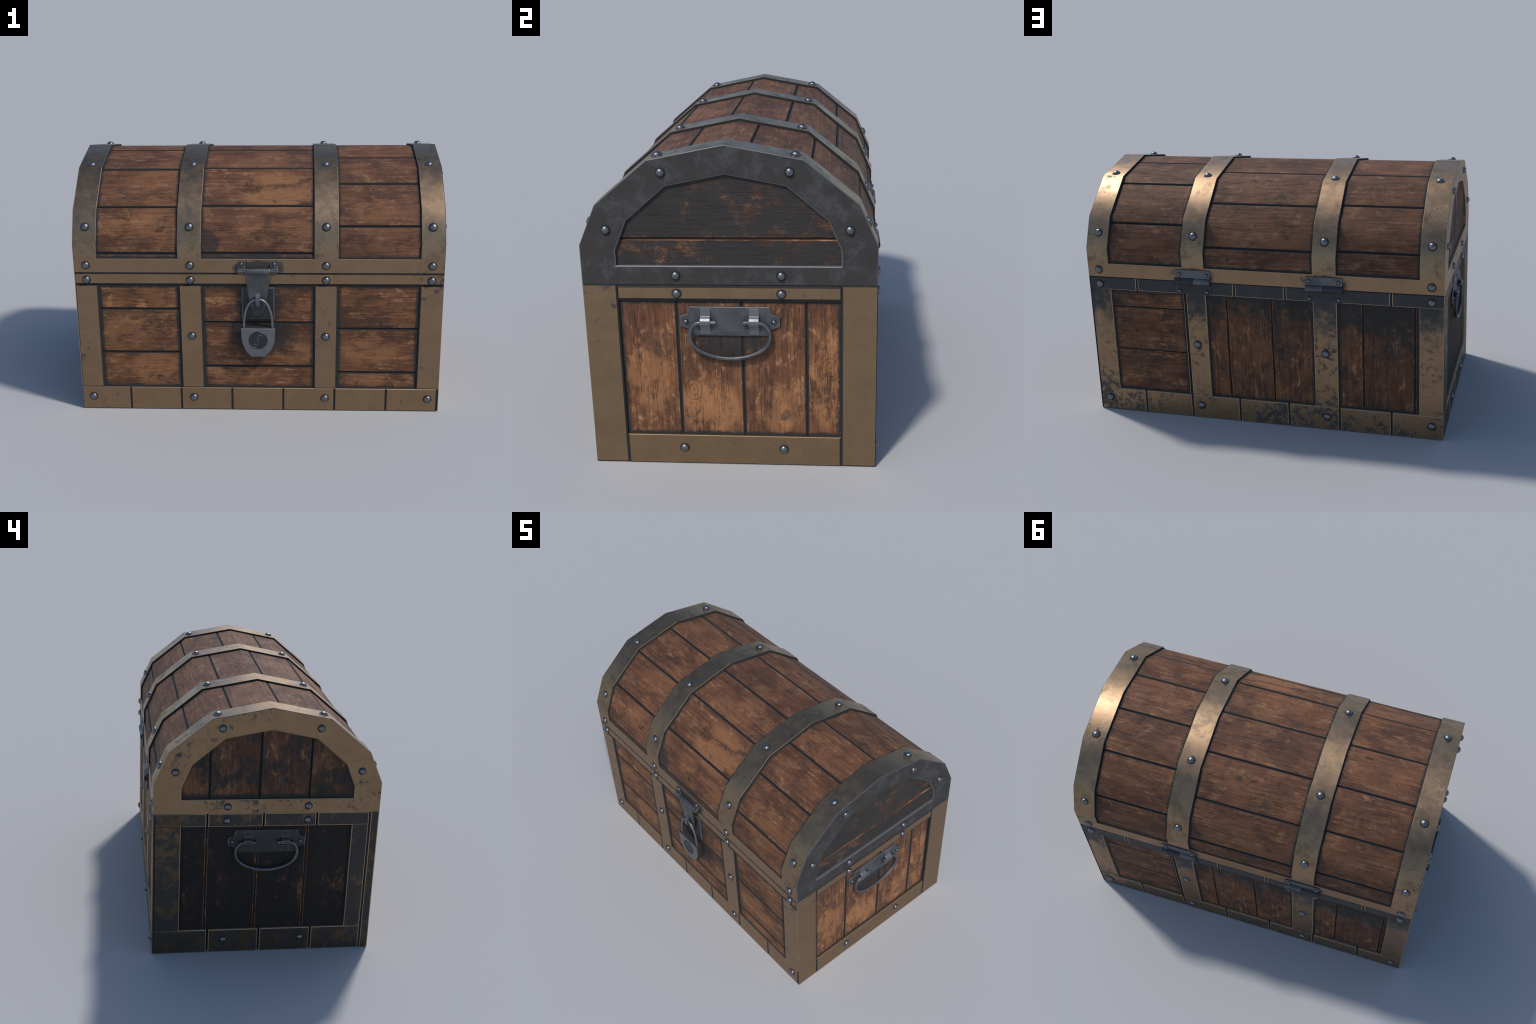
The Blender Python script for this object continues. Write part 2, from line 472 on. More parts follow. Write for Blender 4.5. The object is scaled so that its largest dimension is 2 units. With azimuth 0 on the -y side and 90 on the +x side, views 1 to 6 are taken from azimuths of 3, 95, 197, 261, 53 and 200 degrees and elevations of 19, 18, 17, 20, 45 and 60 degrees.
plate("left", corner + g / 2, -Y0, 0.0, Z_SEAM, M_brass_dark, body, left=br(0.004), right=mit(0.004))


# ---- planks of the body panels
CH = 0.0062


def plank(side, poly, mat, edge_mat, parent, soft):
    """soft: chamfer per edge."""
    return slab("plank", side, poly, [(c, 1 if c else 0, False) for c in soft], [mat, edge_mat], parent, top=SIDE_INSET[side], thick=PLANK_T)


def panel(side, u0, u1, v0, v1, cuts, across, mat, edge_mat=None, gap=0.003, ch=CH, parent=None):
    """Fill an opening with planks cut at the given places. across: True = cuts are heights (level planks)."""
    lo, hi = (v0, v1) if across else (u0, u1)
    s = [lo - 0.004] + sorted(cuts) + [hi + 0.004]
    for i in range(len(s) - 1):
        a = s[i] + (gap / 2 if i else 0)
        b = s[i + 1] - (gap / 2 if i < len(s) - 2 else 0)
        ca, cb = (ch if i else 0.0), (ch if i < len(s) - 2 else 0.0)
        m = 0.004
        if across:
            plank(side, rect(u0 - m, u1 + m, a, b), mat, edge_mat or M_groove, parent or body, [ca, 0, cb, 0])
        else:
            plank(side, rect(a, b, v0 - m, v1 + m), mat, edge_mat or M_groove, parent or body, [0, cb, 0, ca])


def bnd(a, lo, hi):
    return [(a, lo, hi), (2, Z_FOOT, Z_WAIST)]


lock_grime_shade = [((0.02, -0.57, 0.44), (0.19, 0.3, 0.11), 0.85), ((0.0, -0.57, 0.62), (0.125, 0.3, 0.17), 0.88)]  # halo round the padlock: grime plus baked occlusion shade in the wood colour
panel("front", -0.855, -0.425, Z_FOOT, Z_WAIST, [0.5952, 0.3415], True, wood("front_wood", 0, bnd(0, -0.855, -0.425), warm=1.12, glow=[((-0.70, -0.57, 0.47), (0.13, 0.3, 0.10), 0.5), ((-0.55, -0.57, 0.25), (0.16, 0.3, 0.09), 0.6)]))
panel("front", -0.298, 0.298, Z_FOOT, Z_WAIST, [0.5192, 0.2611], True, wood("front_wood_grime_shade", 0, bnd(0, -0.298, 0.298), spots=lock_grime_shade, warm=1.08, glow=[((-0.15, -0.57, 0.22), (0.15, 0.3, 0.07), 0.6), ((0.18, -0.57, 0.35), (0.12, 0.3, 0.07), 0.5), ((0.2, -0.57, 0.62), (0.1, 0.3, 0.06), 0.4)]))
panel("front", 0.425, 0.855, Z_FOOT, Z_WAIST, [0.4852, 0.2285], True, wood("front_wood", 0, bnd(0, 0.425, 0.855), warm=1.12, glow=[((0.6, -0.57, 0.36), (0.16, 0.3, 0.09), 0.55), ((0.55, -0.57, 0.19), (0.16, 0.3, 0.05), 0.5)]))

handle_grime_shade = [((0.968, 0.012, 0.565), (0.2, 0.15, 0.095), 0.93), ((0.968, 0.012, 0.65), (0.2, 0.20, 0.055), 0.9)]  # halo behind the handle: grime and occlusion shade painted on the planks
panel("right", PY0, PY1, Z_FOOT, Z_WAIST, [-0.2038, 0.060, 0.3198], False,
      wood("side_wood", 2, bnd(1, PY0, PY1), spots=handle_grime_shade, border=0.017, warm=1.25,
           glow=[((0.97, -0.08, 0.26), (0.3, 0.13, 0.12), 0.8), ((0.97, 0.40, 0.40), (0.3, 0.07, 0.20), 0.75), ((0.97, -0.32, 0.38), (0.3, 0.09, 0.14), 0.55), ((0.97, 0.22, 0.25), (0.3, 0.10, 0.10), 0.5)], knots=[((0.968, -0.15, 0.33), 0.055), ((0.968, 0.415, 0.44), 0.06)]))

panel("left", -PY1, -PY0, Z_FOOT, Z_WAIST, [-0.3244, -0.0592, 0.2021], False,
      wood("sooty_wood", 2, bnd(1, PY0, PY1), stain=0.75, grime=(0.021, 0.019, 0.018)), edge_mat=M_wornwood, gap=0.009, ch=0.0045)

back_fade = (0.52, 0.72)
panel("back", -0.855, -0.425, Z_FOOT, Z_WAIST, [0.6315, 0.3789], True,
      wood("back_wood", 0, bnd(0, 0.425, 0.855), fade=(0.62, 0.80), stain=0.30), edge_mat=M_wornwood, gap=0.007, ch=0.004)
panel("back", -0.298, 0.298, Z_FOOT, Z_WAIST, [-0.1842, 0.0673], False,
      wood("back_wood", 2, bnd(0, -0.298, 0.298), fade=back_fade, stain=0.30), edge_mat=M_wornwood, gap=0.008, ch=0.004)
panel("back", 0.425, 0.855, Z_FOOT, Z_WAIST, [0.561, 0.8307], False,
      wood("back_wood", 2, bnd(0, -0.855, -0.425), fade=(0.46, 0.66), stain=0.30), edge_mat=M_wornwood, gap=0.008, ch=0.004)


# ================================================================= LID


def inset_open(P, d):
    """Offset an open section inwards (towards the chest) by d."""
    out = []
    for i, p in enumerate(P):
        ns = []
        for a, b in ((i - 1, i), (i, i + 1)):
            if a >= 0 and b < len(P):
                t = (Vector(P[b]) - Vector(P[a])).normalized()
                ns.append(Vector((t.y, -t.x)))
        n = ns[0] if len(ns) == 1 else (ns[0] + ns[1]).normalized()
        k = 1 / n.dot(ns[0])
        out.append(Vector(p) + n * d * k)
    return out


def at(x, p):
    return Vector((x, YC + p[0], p[1]))


def loft(name, rows, mats, parent):
    """rows: list of (points, material of the strip to the next row)."""
    faces = []
    for (r, m), (s, _) in zip(rows, rows[1:]):
        for i in range(len(r) - 1):
            faces.append(([r[i], r[i + 1], s[i + 1], s[i]], m))
    return faces


def barrel_normals(obj):
    """Shade the facets of the barrel as one round surface: blend the normals at the kinks of the section."""
    kink = []
    for i, p in enumerate(ARCH):
        ns = []
        for a, b in ((i - 1, i), (i, i + 1)):
            if a >= 0 and b < len(ARCH):
                t = (Vector(ARCH[b]) - Vector(ARCH[a])).normalized()
                ns.append(Vector((-t.y, t.x)))
        kink.append(sum(ns, Vector((0, 0))).normalized())
    me = obj.data
    out = []
    for poly in me.polygons:
        for li in poly.loop_indices:
            n = poly.normal
            if poly.material_index == 0 and abs(n.x) < 0.2:
                co = me.vertices[me.loops[li].vertex_index].co
                q = Vector((co.y - YC, co.z))
                best = None
                for i in range(len(ARCH) - 1):
                    a, b = Vector(ARCH[i]), Vector(ARCH[i + 1])
                    t = max(0.0, min(1.0, (q - a).dot(b - a) / (b - a).length_squared))
                    d = (a.lerp(b, t) - q).length
                    if best is None or d < best[0]:
                        best = (d, kink[i].lerp(kink[i + 1], t).normalized())
                out.append(Vector((0, best[1].x, best[1].y)))
            else:
                out.append(n.copy())
    me.shade_smooth()
    me.normals_split_custom_set(out)
    return obj


# core under the planks
c_in = inset_open(ARCH, INSET + PLANK_T - 0.002)
xs = HX - 0.020
faces = loft("", [([at(-xs, p) for p in c_in], 0), ([at(xs, p) for p in c_in], 0)], None, None)
for s in (-xs, xs):
    faces.append(([at(s, p) for p in c_in], 0))
faces.append(([at(-xs, c_in[0]), at(xs, c_in[0]), at(xs, c_in[-1]), at(-xs, c_in[-1])], 0))
lid = build("lid", faces, [M_core], ROOT)

# bands over the barrel, above the rim
upper = [(-HY, Z_RIM)] + ARCH[1:-1] + [(HY, Z_RIM)]


def band(x0, x1, mitre0=False, mitre1=False):
    c = 0.002
    o, o2, i = upper, inset_open(upper, 0.6 * c), inset_open(upper, INSET + 0.008)
    k = INSET + 0.008
    rows = [([at(x0 + (k if mitre0 else 0), p) for p in i], 2),  # band sides: recess shade and grime painted in as a dark colour
            ([at(x0, p) for p in o2], 1 if not mitre0 else 2),
            ([at(x0 + c, p) for p in o], 0),
            ([at(x1 - c, p) for p in o], 1 if not mitre1 else 2),
            ([at(x1, p) for p in o2], 2),
            ([at(x1 - (k if mitre1 else 0), p) for p in i], 0)]
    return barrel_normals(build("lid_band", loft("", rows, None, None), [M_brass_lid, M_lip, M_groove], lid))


for i, (a, b) in enumerate(bands):
    band(a, b, i == 0, i == 3)

# rim round the foot of the lid
stops = sorted({x for b in bands for x in b})
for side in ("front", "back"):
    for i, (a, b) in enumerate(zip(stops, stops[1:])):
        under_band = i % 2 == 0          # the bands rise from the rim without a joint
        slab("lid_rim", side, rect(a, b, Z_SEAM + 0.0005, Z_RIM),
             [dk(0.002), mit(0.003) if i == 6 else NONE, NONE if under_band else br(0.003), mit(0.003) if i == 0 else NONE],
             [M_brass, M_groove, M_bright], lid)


def end_frame(sx, mat, bright_in, bright_out):
    """The arch-shaped frame on one end of the lid."""
    c = 0.0045
    o = [Vector(p) for p in ARCH]
    inn = [Vector(p) for p in ARCH_IN]
    x = lambda d: sx * (HX - d)
    out_top = inset_open(ARCH, 0.003)
    in_top = inset_open(ARCH_IN, -c)
    for r, z in ((out_top, Z_SEAM + 0.002), (in_top, Z_RIM - c)):
        r[0].y = r[-1].y = z
    in_top[0].x, in_top[-1].x = inn[0].x - c, inn[-1].x + c
    rows = [([at(x(INSET + 0.006), p) for p in inset_open(ARCH, INSET)], 0),
            ([at(x(0.002), p) for p in o], 2),
            ([at(x(0.0), p) for p in out_top], 0),
            ([at(x(0.0), p) for p in in_top], 1),
            ([at(x(0.6 * c), p) for p in inn], 1),
            ([at(x(INSET + 0.003), p) for p in inn], 0)]
    faces = loft("", rows, None, None)
    # the level bar below the opening closes the ring
    a, b = out_top[0], out_top[-1]
    p, q = in_top[0], in_top[-1]
    faces += [([at(x(0), a), at(x(0), b), at(x(0), q), at(x(0), p)], 0),
              ([at(x(0), p), at(x(0), q), at(x(0.6 * c), inn[-1]), at(x(0.6 * c), inn[0])], 1),
              ([at(x(0.6 * c), inn[0]), at(x(0.6 * c), inn[-1]), at(x(INSET + 0.003), inn[-1]), at(x(INSET + 0.003), inn[0])], 1),
              ([at(x(0), a), at(x(0), b), at(x(0.002), o[-1]), at(x(0.002), o[0])], 2),
              ([at(x(0.002), o[0]), at(x(0.002), o[-1]), at(x(0.018), o[-1]), at(x(0.018), o[0])], 0)]
    return build("lid_end_frame", faces, [mat, bright_in, bright_out], lid)


end_frame(1, M_iron, M_iron_edge, M_iron_edge)
end_frame(-1, M_brass_end, M_bright, M_bright)

# planks of the lid ends, trimmed to the arch under the frame
mid = [((Vector(a) + Vector(b)) / 2) for a, b in zip(ARCH, ARCH_IN)][1:-1]


def roof(u):
    for a, b in zip(mid, mid[1:]):
        if a.x <= u <= b.x:
            return a.y + (b.y - a.y) * (u - a.x) / (b.x - a.x)
    return mid[0].y


def end_plank(side, u0, u1, v0, v1, mat, edge_mat, cl, cr, cb, ct):
    """Level or upright plank in a lid end; its upper edge follows the arch if v1 is None."""
    s = YC if side == "right" else -YC
    if v1 is None:
        tops = sorted([u for u in [m.x for m in mid] if u0 - s < u < u1 - s])
        tp = [u1 - s] + tops[::-1] + [u0 - s]
        poly = [(u0, v0), (u1, v0)] + [(u + s, roof(u)) for u in tp]
        soft = [cb, cr] + [0] * (len(tp) - 1) + [cl]
        # narrow the foot corners so that the outline stays convex
    else:
        poly, soft = rect(u0, u1, v0, v1), [cb, cr, ct, cl]
    plank(side, poly, mat, edge_mat, lid, soft)


w_end_r = wood("lid_end_wood", 1, None, stain=0.66)
end_plank("right", YC - 0.46, YC + 0.46, 0.872, 0.9855, w_end_r, M_wornwood, 0, 0, 0, 0.004)
end_plank("right", YC - 0.48, YC + 0.48, 0.9955, None, w_end_r, M_wornwood, 0, 0, 0.004, 0)
w_end_l = wood("lid_end_wood", 2, [(2, Z_RIM, None)], stain=0.42, border=0.035)
es = [-0.48 - YC, -0.3156, -0.0591, 0.2004, 0.48 - YC]
for i in range(4):
    end_plank("left", es[i] + 0.003, es[i + 1] - 0.003, 0.872, None, w_end_l, M_groove, 0.004 if i else 0, 0.004 if i < 3 else 0, 0, 0)

# ---- barrel planks: strips of the section between two arc lengths
SURF = inset_open(ARCH, INSET)
UNDER = inset_open(ARCH, INSET + PLANK_T)
for line, d in ((SURF, 0.0065), (UNDER, 0.0065 + PLANK_T)):       # the upright planks in front lie nearer the rim's face
    line[0].x = line[1].x = -HY + d
LEN = [0.0]
for a, b in zip(SURF, SURF[1:]):
    LEN.append(LEN[-1] + (b - a).length)


def on_arc(s, line):
    for i in range(len(LEN) - 1):
        if s <= LEN[i + 1] or i == len(LEN) - 2:
            t = (s - LEN[i]) / (LEN[i + 1] - LEN[i])
            return line[i].lerp(line[i + 1], t)


def barrel_plank(x0, x1, s0, s1, c0, c1, mat):
    chm = inset_open(ARCH, INSET + 0.0032)
    chm[0].x = chm[1].x = -HY + 0.0097
    inner_s = [s0 + c0] + [l for l in LEN if s0 + c0 < l < s1 - c1] + [s1 - c1]
    top = [on_arc(s, SURF) for s in inner_s]
    faces = []
    for i in range(len(top) - 1):
        faces.append(([at(x0, top[i]), at(x1, top[i]), at(x1, top[i + 1]), at(x0, top[i + 1])], 0))
    for s, sc, end in ((s0, c0, top[0]), (s1, c1, top[-1])):
        a = on_arc(s, chm if sc else SURF)
        u = on_arc(s, UNDER)
        faces.append(([at(x0, end), at(x1, end), at(x1, a), at(x0, a)], 1))
        faces.append(([at(x0, a), at(x1, a), at(x1, u), at(x0, u)], 1))
    ends = [on_arc(s0, UNDER)] + ([on_arc(s0, chm)] if c0 else []) + top + ([on_arc(s1, chm)] if c1 else []) + [on_arc(s1, UNDER)]
    for x in (x0, x1):
        faces.append(([at(x, p) for p in ends], 1))
    return barrel_normals(build("plank", faces, [mat, M_groove], lid))


hasp_spot = [((0.0, -0.57, 0.885), (0.15, 0.3, 0.035), 0.85), ((-0.27, -0.57, 0.95), (0.07, 0.3, 0.08), 0.75)]
S_LO, S_HI = 0.079 - 0.008, LEN[-1] - 0.079 + 0.008
for x0, x1, cuts, spots, glow in ((-0.855, -0.425, (0.107, 0.3595, 0.607, 0.860, 1.111, 1.364, 1.625), (), [((-0.60, -0.55, 1.05), (0.2, 0.3, 0.07), 0.35)]),
                            (-0.298, 0.298, (0.1096, 0.3674, 0.6175, 0.860, 1.114, 1.377, 1.635), hasp_spot,
                             [((0.10, -0.40, 1.20), (0.20, 0.25, 0.09), 0.55), ((0.08, -0.56, 1.02), (0.20, 0.2, 0.06), 0.40), ((0.0, 0.56, 1.02), (0.25, 0.2, 0.06), 0.25)]),
                            (0.425, 0.855, (0.2543, 0.5112, 0.7545, 1.005, 1.2595, 1.522), (), [((0.62, -0.48, 1.12), (0.12, 0.25, 0.05), 0.3)])):
    m = wood("lid_wood", 0, [(0, x0, x1), (2, Z_RIM, None)], lid=True, spots=spots, border=0.016, warm=1.10, glow=glow)
    s = [S_LO] + list(cuts) + [S_HI]
    for i in range(len(s) - 1):
        first, last = i == 0, i == len(s) - 2
        barrel_plank(x0 - 0.004, x1 + 0.004, s[i] + (0 if first else 0.0015), s[i + 1] - (0 if last else 0.0015),
                     0.0 if first else CH, 0.0 if last else CH, m)


# ================================================================= RIVETS
def dome(name, r, h, skirt=0.12):
    """A rivet head on the z axis: a low dome with a dark joint round its foot."""
    prof = [(r * 1.13, -0.002, 1), (r * 1.13, 0.0008, 1), (r * 0.98, 0.0012, 0)]
    for k in range(1, 7):
        a = math.pi / 2 * k / 6
        prof.append((r * 0.98 * math.cos(a), 0.0012 + h * math.sin(a), 0))
    seg, faces = 24, []
    for (r0, z0, m), (r1, z1, m1) in zip(prof, prof[1:]):
        for i in range(seg):
            a, b = math.tau * i / seg, math.tau * (i + 1) / seg
            q = [(r0 * math.cos(a), r0 * math.sin(a), z0), (r0 * math.cos(b), r0 * math.sin(b), z0)]
            q += [(r1 * math.cos(b), r1 * math.sin(b), z1)]
            if r1 > 1e-6:
                q += [(r1 * math.cos(a), r1 * math.sin(a), z1)]
            faces.append((q, m))
    o = build(name, faces, [M_rivet, M_groove], None, smooth=50)
    me = o.data
    bpy.data.objects.remove(o)
    return me


BIG, END, SMALL = dome("rivet", 0.0208, 0.0145), dome("rivet", 0.0182, 0.0138), dome("rivet", 0.0105, 0.0085)


def rivet(me, pos, nrm, parent):
    o = link("rivet", me, parent)
    o.rotation_mode = 'QUATERNION'
    o.rotation_quaternion = Vector(nrm).to_track_quat('Z', 'Y')
    o.location = pos
    return o


def facet(i, t):
    a, b = Vector(ARCH[i]), Vector(ARCH[i + 1])
    d = (b - a).normalized()
    return a.lerp(b, t), Vector((-d.y, d.x))


for sgn in (-1, 1):
    for xo, xc in ((0.916, 0.921), (0.3605, 0.3605)):
        x = sgn * xo
        for side, ny in (("front", -1), ("back", 1)):
            y = YC + ny * HY
            if side == "front" or xo > 0.5:          # behind, the hinges sit in their place
                rivet(BIG, (x, y, 0.844), (0, ny, 0), lid)
                rivet(BIG, (x, y, 0.762), (0, ny, 0), body)
            rivet(BIG, (sgn * xc, y, 0.0725), (0, ny, 0), body)
            if xo < 0.5:
                rivet(BIG, (x, y, 0.4395), (0, ny, 0), body)
        for i, t in ((1, 0.495), (3, 0.105), (4, 0.895), (6, 0.505)):
            p, n = facet(i, t)
            rivet(BIG, at(sgn * (0.914 if xo > 0.5 else 0.3605), p), (0, n.x, n.y), lid)
    # ends
    for dy in (-1, 1):
        for yo, z, par in ((0.2485, 1.260, lid), (0.479, 1.0295, lid), (0.210, 0.8415, lid), (0.2095, 0.7645, body), (0.209, 0.0735, body)):
            rivet(END, (sgn * HX, YC + dy * yo - (0.007 if z < 0.9 else 0) * 0, z), (sgn, 0, 0), par)


# ================================================================= small solids
def extrude(name, outline, axis_pts, mats, parent, smooth=None, mi=0):
    """Prism: outline points swept between two offsets. outline: list of Vector, axis_pts: (offset0, offset1)."""
    a = [Vector(p) + Vector(axis_pts[0]) for p in outline]
    b = [Vector(p) + Vector(axis_pts[1]) for p in outline]
    faces = [(a, mi), (b, mi)]
    for i in range(len(a)):
        j = (i + 1) % len(a)
        faces.append(([a[i], a[j], b[j], b[i]], mi))
    return build(name, faces, mats, parent, smooth=smooth)


def bevel(o, w, seg=2):
    m = o.modifiers.new("bevel", 'BEVEL')
    m.width, m.segments, m.limit_method, m.angle_limit = w, seg, 'ANGLE', math.radians(25)
    m.harden_normals = False
    return o


def forged_bar(name, pts, hx, hb, mats, parent):
    """A flat-forged bar with broken edges along a path that lies in a plane of constant x."""
    pts = [Vector(p) for p in pts]
    sec = [(1, 0.55), (0.6, 1), (-0.6, 1), (-1, 0.55), (-1, -0.55), (-0.6, -1), (0.6, -1), (1, -0.55)]
    rings = []
    for i, p in enumerate(pts):
        t = (pts[min(i + 1, len(pts) - 1)] - pts[max(i - 1, 0)]).normalized()
        ax = Vector((1, 0, 0))
        bi = t.cross(ax)
        rings.append([p + ax * a * hx + bi * b * hb for a, b in sec])
    faces = [(rings[0], 0), (rings[-1], 0)]
    for a, b in zip(rings, rings[1:]):
        for k in range(8):
            j = (k + 1) % 8
            faces.append(([a[k], a[j], b[j], b[k]], 0))
    return build(name, faces, mats, parent, smooth=30)


def tube(name, pts, r, mats, parent, seg=10):
    """Round bar along a polyline."""
    pts = [Vector(p) for p in pts]
    rings = []
    ref = None
    for i, p in enumerate(pts):
        t = (pts[min(i + 1, len(pts) - 1)] - pts[max(i - 1, 0)]).normalized()
        if ref is None:
            ref = t.orthogonal().normalized()
        ref = (ref - t * ref.dot(t)).normalized()
        bi = t.cross(ref)
        rings.append([p + (ref * math.cos(math.tau * k / seg) + bi * math.sin(math.tau * k / seg)) * r for k in range(seg)])
    faces = [(rings[0], 0), (rings[-1], 0)]
    for a, b in zip(rings, rings[1:]):
        for k in range(seg):
            j = (k + 1) % seg
            faces.append(([a[k], a[j], b[j], b[k]], 0))
    return build(name, faces, mats, parent, smooth=50)


def smooth_path(pts, n=6):
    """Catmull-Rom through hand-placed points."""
    P = [Vector(p) for p in pts]
    P = [P[0] * 2 - P[1]] + P + [P[-1] * 2 - P[-2]]
    out = []
    for i in range(1, len(P) - 2):
        for k in range(n):
            t = k / n
            a, b, c, d = P[i - 1:i + 3]
            out.append(0.5 * ((2 * b) + (c - a) * t + (2 * a - 5 * b + 4 * c - d) * t * t + (3 * b - a - 3 * c + d) * t ** 3))
    out.append(P[-2])
    return out


# ================================================================= END HANDLES
def handle(sx, steel, edge):
    xf = sx * (HX - 0.0125)
    lug = M_lock if sx > 0 else M_steel
    X = lambda d: xf + sx * d
    half = [(0.155, 0.582), (0.170, 0.6105), (0.202, 0.622), (0.202, 0.665), (0.170, 0.677), (0.162, 0.707)]
    outline = half + [(-a, b) for a, b in reversed(half)]
    cy = 0.0115
    faces = []
    top = [Vector((X(0.0085), cy + a * 0.986, 0.6445 + (b - 0.6445) * 0.965)) for a, b in outline]
    shoulder = [Vector((X(0.0065), cy + a, b)) for a, b in outline]
    foot = [Vector((X(-0.002), cy + a, b)) for a, b in outline]
    faces.append((top, 0))
    for r, s, m in ((top, shoulder, 1), (shoulder, foot, 0)):
        for i in range(len(r)):
            j = (i + 1) % len(r)
            faces.append(([r[i], r[j], s[j], s[i]], m))
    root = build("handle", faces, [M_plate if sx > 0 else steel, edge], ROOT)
    for s in (-1, 1):
        c = cy + s * 0.0985
        prof = [(0.006, 0.7005), (0.0105, 0.7005), (0.0125, 0.668), (0.023, 0.6615), (0.0300, 0.652), (0.0308, 0.638), (0.026, 0.627), (0.0125, 0.622), (0.0105, 0.588), (0.006, 0.588)]
        o = extrude("handle_clip", [(X(a), 0, b) for a, b in prof], ((0, c - 0.0208, 0), (0, c + 0.0208, 0)), [lug if sx > 0 else steel, M_lock], root)
        bevel(o, 0.0018).modifiers[0].material = 0 if sx > 0 else 1
        ring = [(X(0.0195) + 0.0088 * math.cos(math.tau * k / 8), 0, 0.643 + 0.0088 * math.sin(math.tau * k / 8)) for k in range(8)]
        extrude("handle_pin", ring, ((0, c - s * 0.0400, 0), (0, c - s * 0.0200, 0)), [lug], root)
        rivet(SMALL, (X(0.0085), cy + s * 0.178, 0.643), (sx, 0, 0), root)
    hp = [(0.055, 0.643), (0.118, 0.6425), (0.141, 0.636), (0.155, 0.619), (0.1620, 0.596), (0.1615, 0.574), (0.152, 0.5495), (0.129, 0.525), (0.094, 0.506), (0.058, 0.4945), (0.020, 0.4885)]
    path = [(X(0.0205), cy - a, b) for a, b in hp] + [(X(0.0205), cy + a, b) for a, b in reversed(hp)]
    forged_bar("handle_bail", smooth_path(path, 3), 0.0088, 0.0070, [M_bail if sx > 0 else lug], root)
    return root


handle(1, M_steel, M_iron_edge)
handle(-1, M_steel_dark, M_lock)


# ================================================================= HINGES
YB = YC + HY


def hinge(cx, flip):
    root = None
    w = 0.098
    for z0, z1, m in ((0.822, 0.869, M_steel), (0.733, 0.787, M_steel_dark)):
        o = build("hinge_leaf" if root else "hinge", box_faces(cx - w, cx + w, YB - 0.006, YB + 0.008, z0, z1), [m], root or ROOT)
        root = root or o
        o.data.materials.append(M_lock)
        bevel(o, 0.0022).modifiers[0].material = 1          # worn bright along the edges
        for s in (-1, 1):
            rivet(SMALL, (cx + s * 0.078, YB + 0.008, 0.845 if z0 > 0.8 else 0.750), (0, 1, 0), root)
    inner = (cx - w, cx - 0.004) if not flip else (cx + 0.004, cx + w)
    outer = (cx - 0.001, cx + w + 0.004) if not flip else (cx - w - 0.004, cx + 0.001)
    for (a, b), m, pr in ((inner, M_steel, 0.0205), (outer, M_steel_dark, 0.0215)):
        ring = [(0, YB + 0.0035 + pr * math.cos(math.tau * k / 24), 0.8045 + pr * 0.97 * math.sin(math.tau * k / 24)) for k in range(24)]
        extrude("hinge_knuckle", ring, ((a, 0, 0), (b, 0, 0)), [m], root, smooth=40)


hinge(0.3615, False)
hinge(-0.3615, True)


# ================================================================= HASP AND PADLOCK
YF = YC - HY
# wall plate on the planks
hasp = slab("hasp", "front", rect(-0.087, 0.087, 0.541, 0.7215), [br(0.004)] * 4, [M_steel_dark, M_groove, M_iron_edge], ROOT, top=-0.002, thick=0.016)
# clips that hold the hinge pin
for s in (-1, 1):
    prof = [(0.0, 0.869), (-0.006, 0.869), (-0.008, 0.840), (-0.024, 0.833), (-0.030, 0.822), (-0.028, 0.808), (-0.018, 0.803), (0.0, 0.803)]
    o = extrude("hasp_clip", [(0, YF + a, b) for a, b in prof], ((s * 0.0865 - 0.0195, 0, 0), (s * 0.0865 + 0.0195, 0, 0)), [M_clip, M_lock], hasp)
    bevel(o, 0.002).modifiers[0].material = 1
    rivet(SMALL, (s * 0.087, YF - 0.007, 0.8555), (0, -1, 0), hasp)
ring = [(0, YF - 0.015 + 0.008 * math.cos(math.tau * k / 10), 0.818 + 0.008 * math.sin(math.tau * k / 10)) for k in range(10)]
extrude("hasp_pin", ring, ((-0.113, 0, 0), (0.113, 0, 0)), [M_steel], hasp, smooth=40)
ring = [(0, YF - 0.0165 + 0.0185 * math.cos(math.tau * (k + 0.5) / 8), 0.818 + 0.0175 * math.sin(math.tau * (k + 0.5) / 8)) for k in range(8)]
o = extrude("hasp_knuckle", ring, ((-0.0655, 0, 0), (0.0655, 0, 0)), [M_steel], hasp)
bevel(o, 0.002)
# the swinging strap, narrowing to a round tongue
strap = [(0.0645, 0.815), (0.0625, 0.775), (0.057, 0.715), (0.045, 0.648), (0.035, 0.604), (0.0315, 0.585), (0.021, 0.566)]
lean = lambda z: YF - 0.012 - 0.018 * min(1.0, max(0.0, (z - 0.56) / 0.25))
faces = []
L, R = [Vector((-a, 0, b)) for a, b in strap], [Vector((a, 0, b)) for a, b in strap]


def layer(p, inset, back):
    x = p.x - math.copysign(inset, p.x)
    return Vector((x, lean(p.z) + back, p.z))


for back0, ins in ((0.0, 0.004), (0.012, 0.0)):
    for i in range(len(L) - 1):
        faces.append(([layer(L[i], ins, back0), layer(R[i], ins, back0), layer(R[i + 1], ins, back0), layer(L[i + 1], ins, back0)], 0))
for S in (L, R):
    for i in range(len(S) - 1):
        f = [layer(S[i], 0.004, 0), layer(S[i + 1], 0.004, 0), layer(S[i + 1], 0, 0.003), layer(S[i], 0, 0.003)]
        faces.append((f, 1))
        faces.append(([layer(S[i], 0, 0.003), layer(S[i + 1], 0, 0.003), layer(S[i + 1], 0, 0.012), layer(S[i], 0, 0.012)], 0))
for i in (0, -1):
    faces.append(([layer(L[i], 0.004, 0), layer(R[i], 0.004, 0), layer(R[i], 0, 0.012), layer(L[i], 0, 0.012)], 0))
build("hasp_strap", faces, [M_strap, M_steel], hasp)
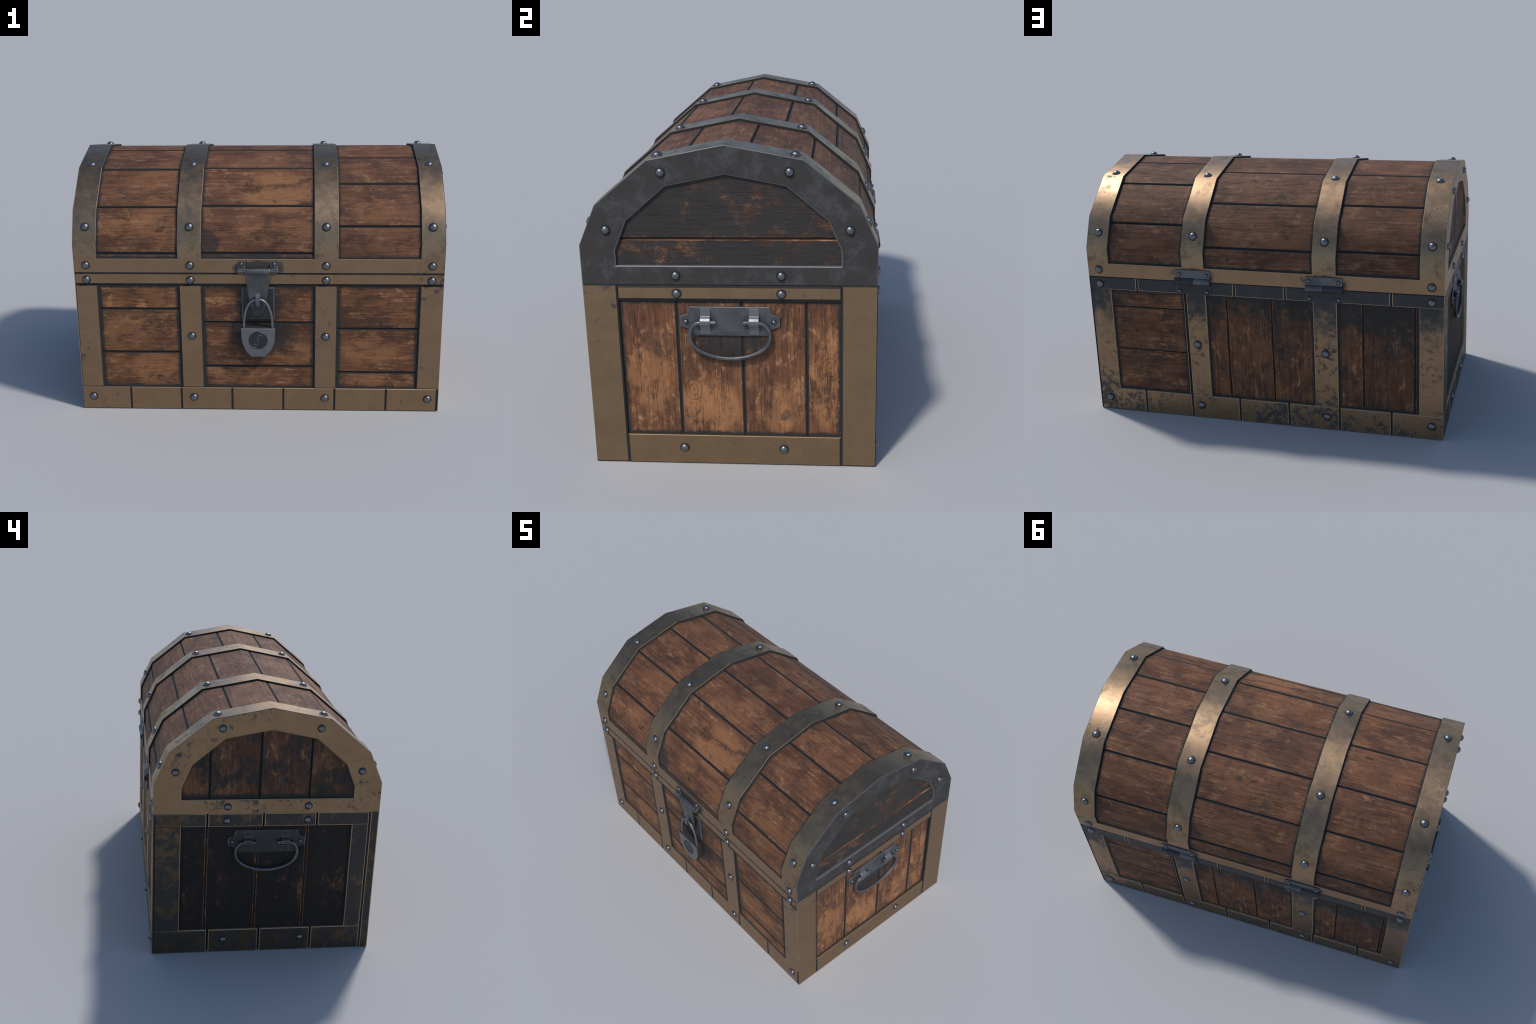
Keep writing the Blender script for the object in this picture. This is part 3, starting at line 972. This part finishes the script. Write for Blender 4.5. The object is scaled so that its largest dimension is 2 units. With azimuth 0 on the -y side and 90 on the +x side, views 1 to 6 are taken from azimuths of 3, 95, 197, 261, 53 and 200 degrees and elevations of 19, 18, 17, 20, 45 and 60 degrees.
# staple: a flat loop standing through the strap
arc = [(math.cos(math.pi * k / 12), math.sin(math.pi * k / 12)) for k in range(13)]
outer = [(YF - 0.004 - 0.040 * b, 0.656 + 0.047 * a) for a, b in arc]
inner = [(YF - 0.004 - 0.029 * b, 0.656 + 0.034 * a) for a, b in arc]
faces = []
for s in (-0.0118, 0.0118):
    for i in range(12):
        faces.append(([(s, *outer[i]), (s, *outer[i + 1]), (s, *inner[i + 1]), (s, *inner[i])], 0))
for ln in (outer, inner):
    for i in range(12):
        faces.append(([(-0.0118, *ln[i]), (0.0118, *ln[i]), (0.0118, *ln[i + 1]), (-0.0118, *ln[i + 1])], 0))
build("hasp_staple", faces, [M_steel], hasp, smooth=40)

# padlock, leaning a little against the chest
half = [(0.0925, 0.0), (0.0885, -0.080), (0.071, -0.128), (0.036, -0.168)]
outline = half + [(0.0, -0.1655)] + [(-a, b) for a, b in reversed(half)]
TILT = Matrix.Translation((0, 0, 0.5055)) @ Matrix.Rotation(math.radians(0.8), 4, 'X')


def lk(x, y, z):
    return TILT @ Vector((x, y, z))


yf, yb = -0.628, -0.587
faces = [([lk(a, yb, b) for a, b in outline], 0)]
rimf = [lk(a, yf + 0.004, b) for a, b in outline]
top = [lk(a * 0.955, yf, -0.0035 + b * 0.955) for a, b in outline]
faces.append((top, 0))
bk = [lk(a, yb, b) for a, b in outline]
for r, s, m in ((top, rimf, 0), (rimf, bk, 1)):
    for i in range(len(r)):
        j = (i + 1) % len(r)
        faces.append(([r[i], r[j], s[j], s[i]], m))
# shift so that the tilt turns about the upper edge
TP = Vector((0, yf, 0))
off = Vector((0, yf, 0.5055)) - TILT @ TP
faces = [([Vector(p) + off for p in f], m) for f, m in faces]
padlock = build("padlock", faces, [M_lock, M_lockside], ROOT)


def lkk(x, y, z):
    return lk(x, y, z) + off


def ring_on_face(name, r0, r1, h, mat, cz=-0.068, seg=28, depth=0.0):
    """A raised ring on the padlock face."""
    faces = []
    for i in range(seg):
        a, b = math.tau * i / seg, math.tau * (i + 1) / seg
        rm = (r0 + r1) / 2
        prof = [(r0, 0.0), (r0 + (r1 - r0) * 0.25, h), (r1 - (r1 - r0) * 0.25, h), (r1, 0.0)]
        for (p, u), (q, v) in zip(prof, prof[1:]):
            faces.append(([lkk(p * math.cos(a), yf - u + 0.0005, cz + p * math.sin(a)), lkk(q * math.cos(a), yf - v + 0.0005, cz + q * math.sin(a)),
                           lkk(q * math.cos(b), yf - v + 0.0005, cz + q * math.sin(b)), lkk(p * math.cos(b), yf - u + 0.0005, cz + p * math.sin(b))], 0))
    return build(name, faces, [mat], padlock, smooth=40)


M_lockdark = metal("keyhole_steel", (0.055, 0.055, 0.057), (0.045, 0.045, 0.047), 0.38, 0.0, metallic=0.7)
disc = [lkk(0.051 * math.cos(math.tau * k / 32), yf - 0.0006, -0.068 + 0.051 * math.sin(math.tau * k / 32)) for k in range(32)]
disc2 = [lkk(0.051 * math.cos(math.tau * k / 32), yf + 0.002, -0.068 + 0.051 * math.sin(math.tau * k / 32)) for k in range(32)]
build("keyhole_plate", [(disc, 0)] + [([disc[k], disc[(k + 1) % 32], disc2[(k + 1) % 32], disc2[k]], 0) for k in range(32)], [M_lockdark], padlock)
ring_on_face("keyhole_ring", 0.043, 0.051, 0.0025, M_lockdark)
ring_on_face("keyhole_ring", 0.026, 0.034, 0.0025, M_lockdark)
slot = [(-0.0022, -0.045), (-0.0022, -0.088), (0.0, -0.093), (0.0022, -0.088), (0.0022, -0.045)]  # thin raised sliver standing in for the key slot; no hole is cut
build("keyhole_mark", [([lkk(a, yf - 0.0012, b) for a, b in slot], 0)] +
      [([lkk(slot[i][0], yf - 0.0012, slot[i][1]), lkk(slot[(i + 1) % 5][0], yf - 0.0012, slot[(i + 1) % 5][1]),
         lkk(slot[(i + 1) % 5][0], yf, slot[(i + 1) % 5][1]), lkk(slot[i][0], yf, slot[i][1])], 0) for i in range(5)], [M_steel], padlock)
arch = []
for k in range(25):
    a = math.pi * k / 24
    c, s = math.cos(a), math.sin(a)
    arch.append((0.0765 * math.copysign(abs(c) ** 0.8, c), -0.6105 + 0.003 * s, 0.500 + 0.164 * abs(s) ** 0.9))
tube("padlock_shackle", arch, 0.0072, [M_lock], padlock, seg=12)
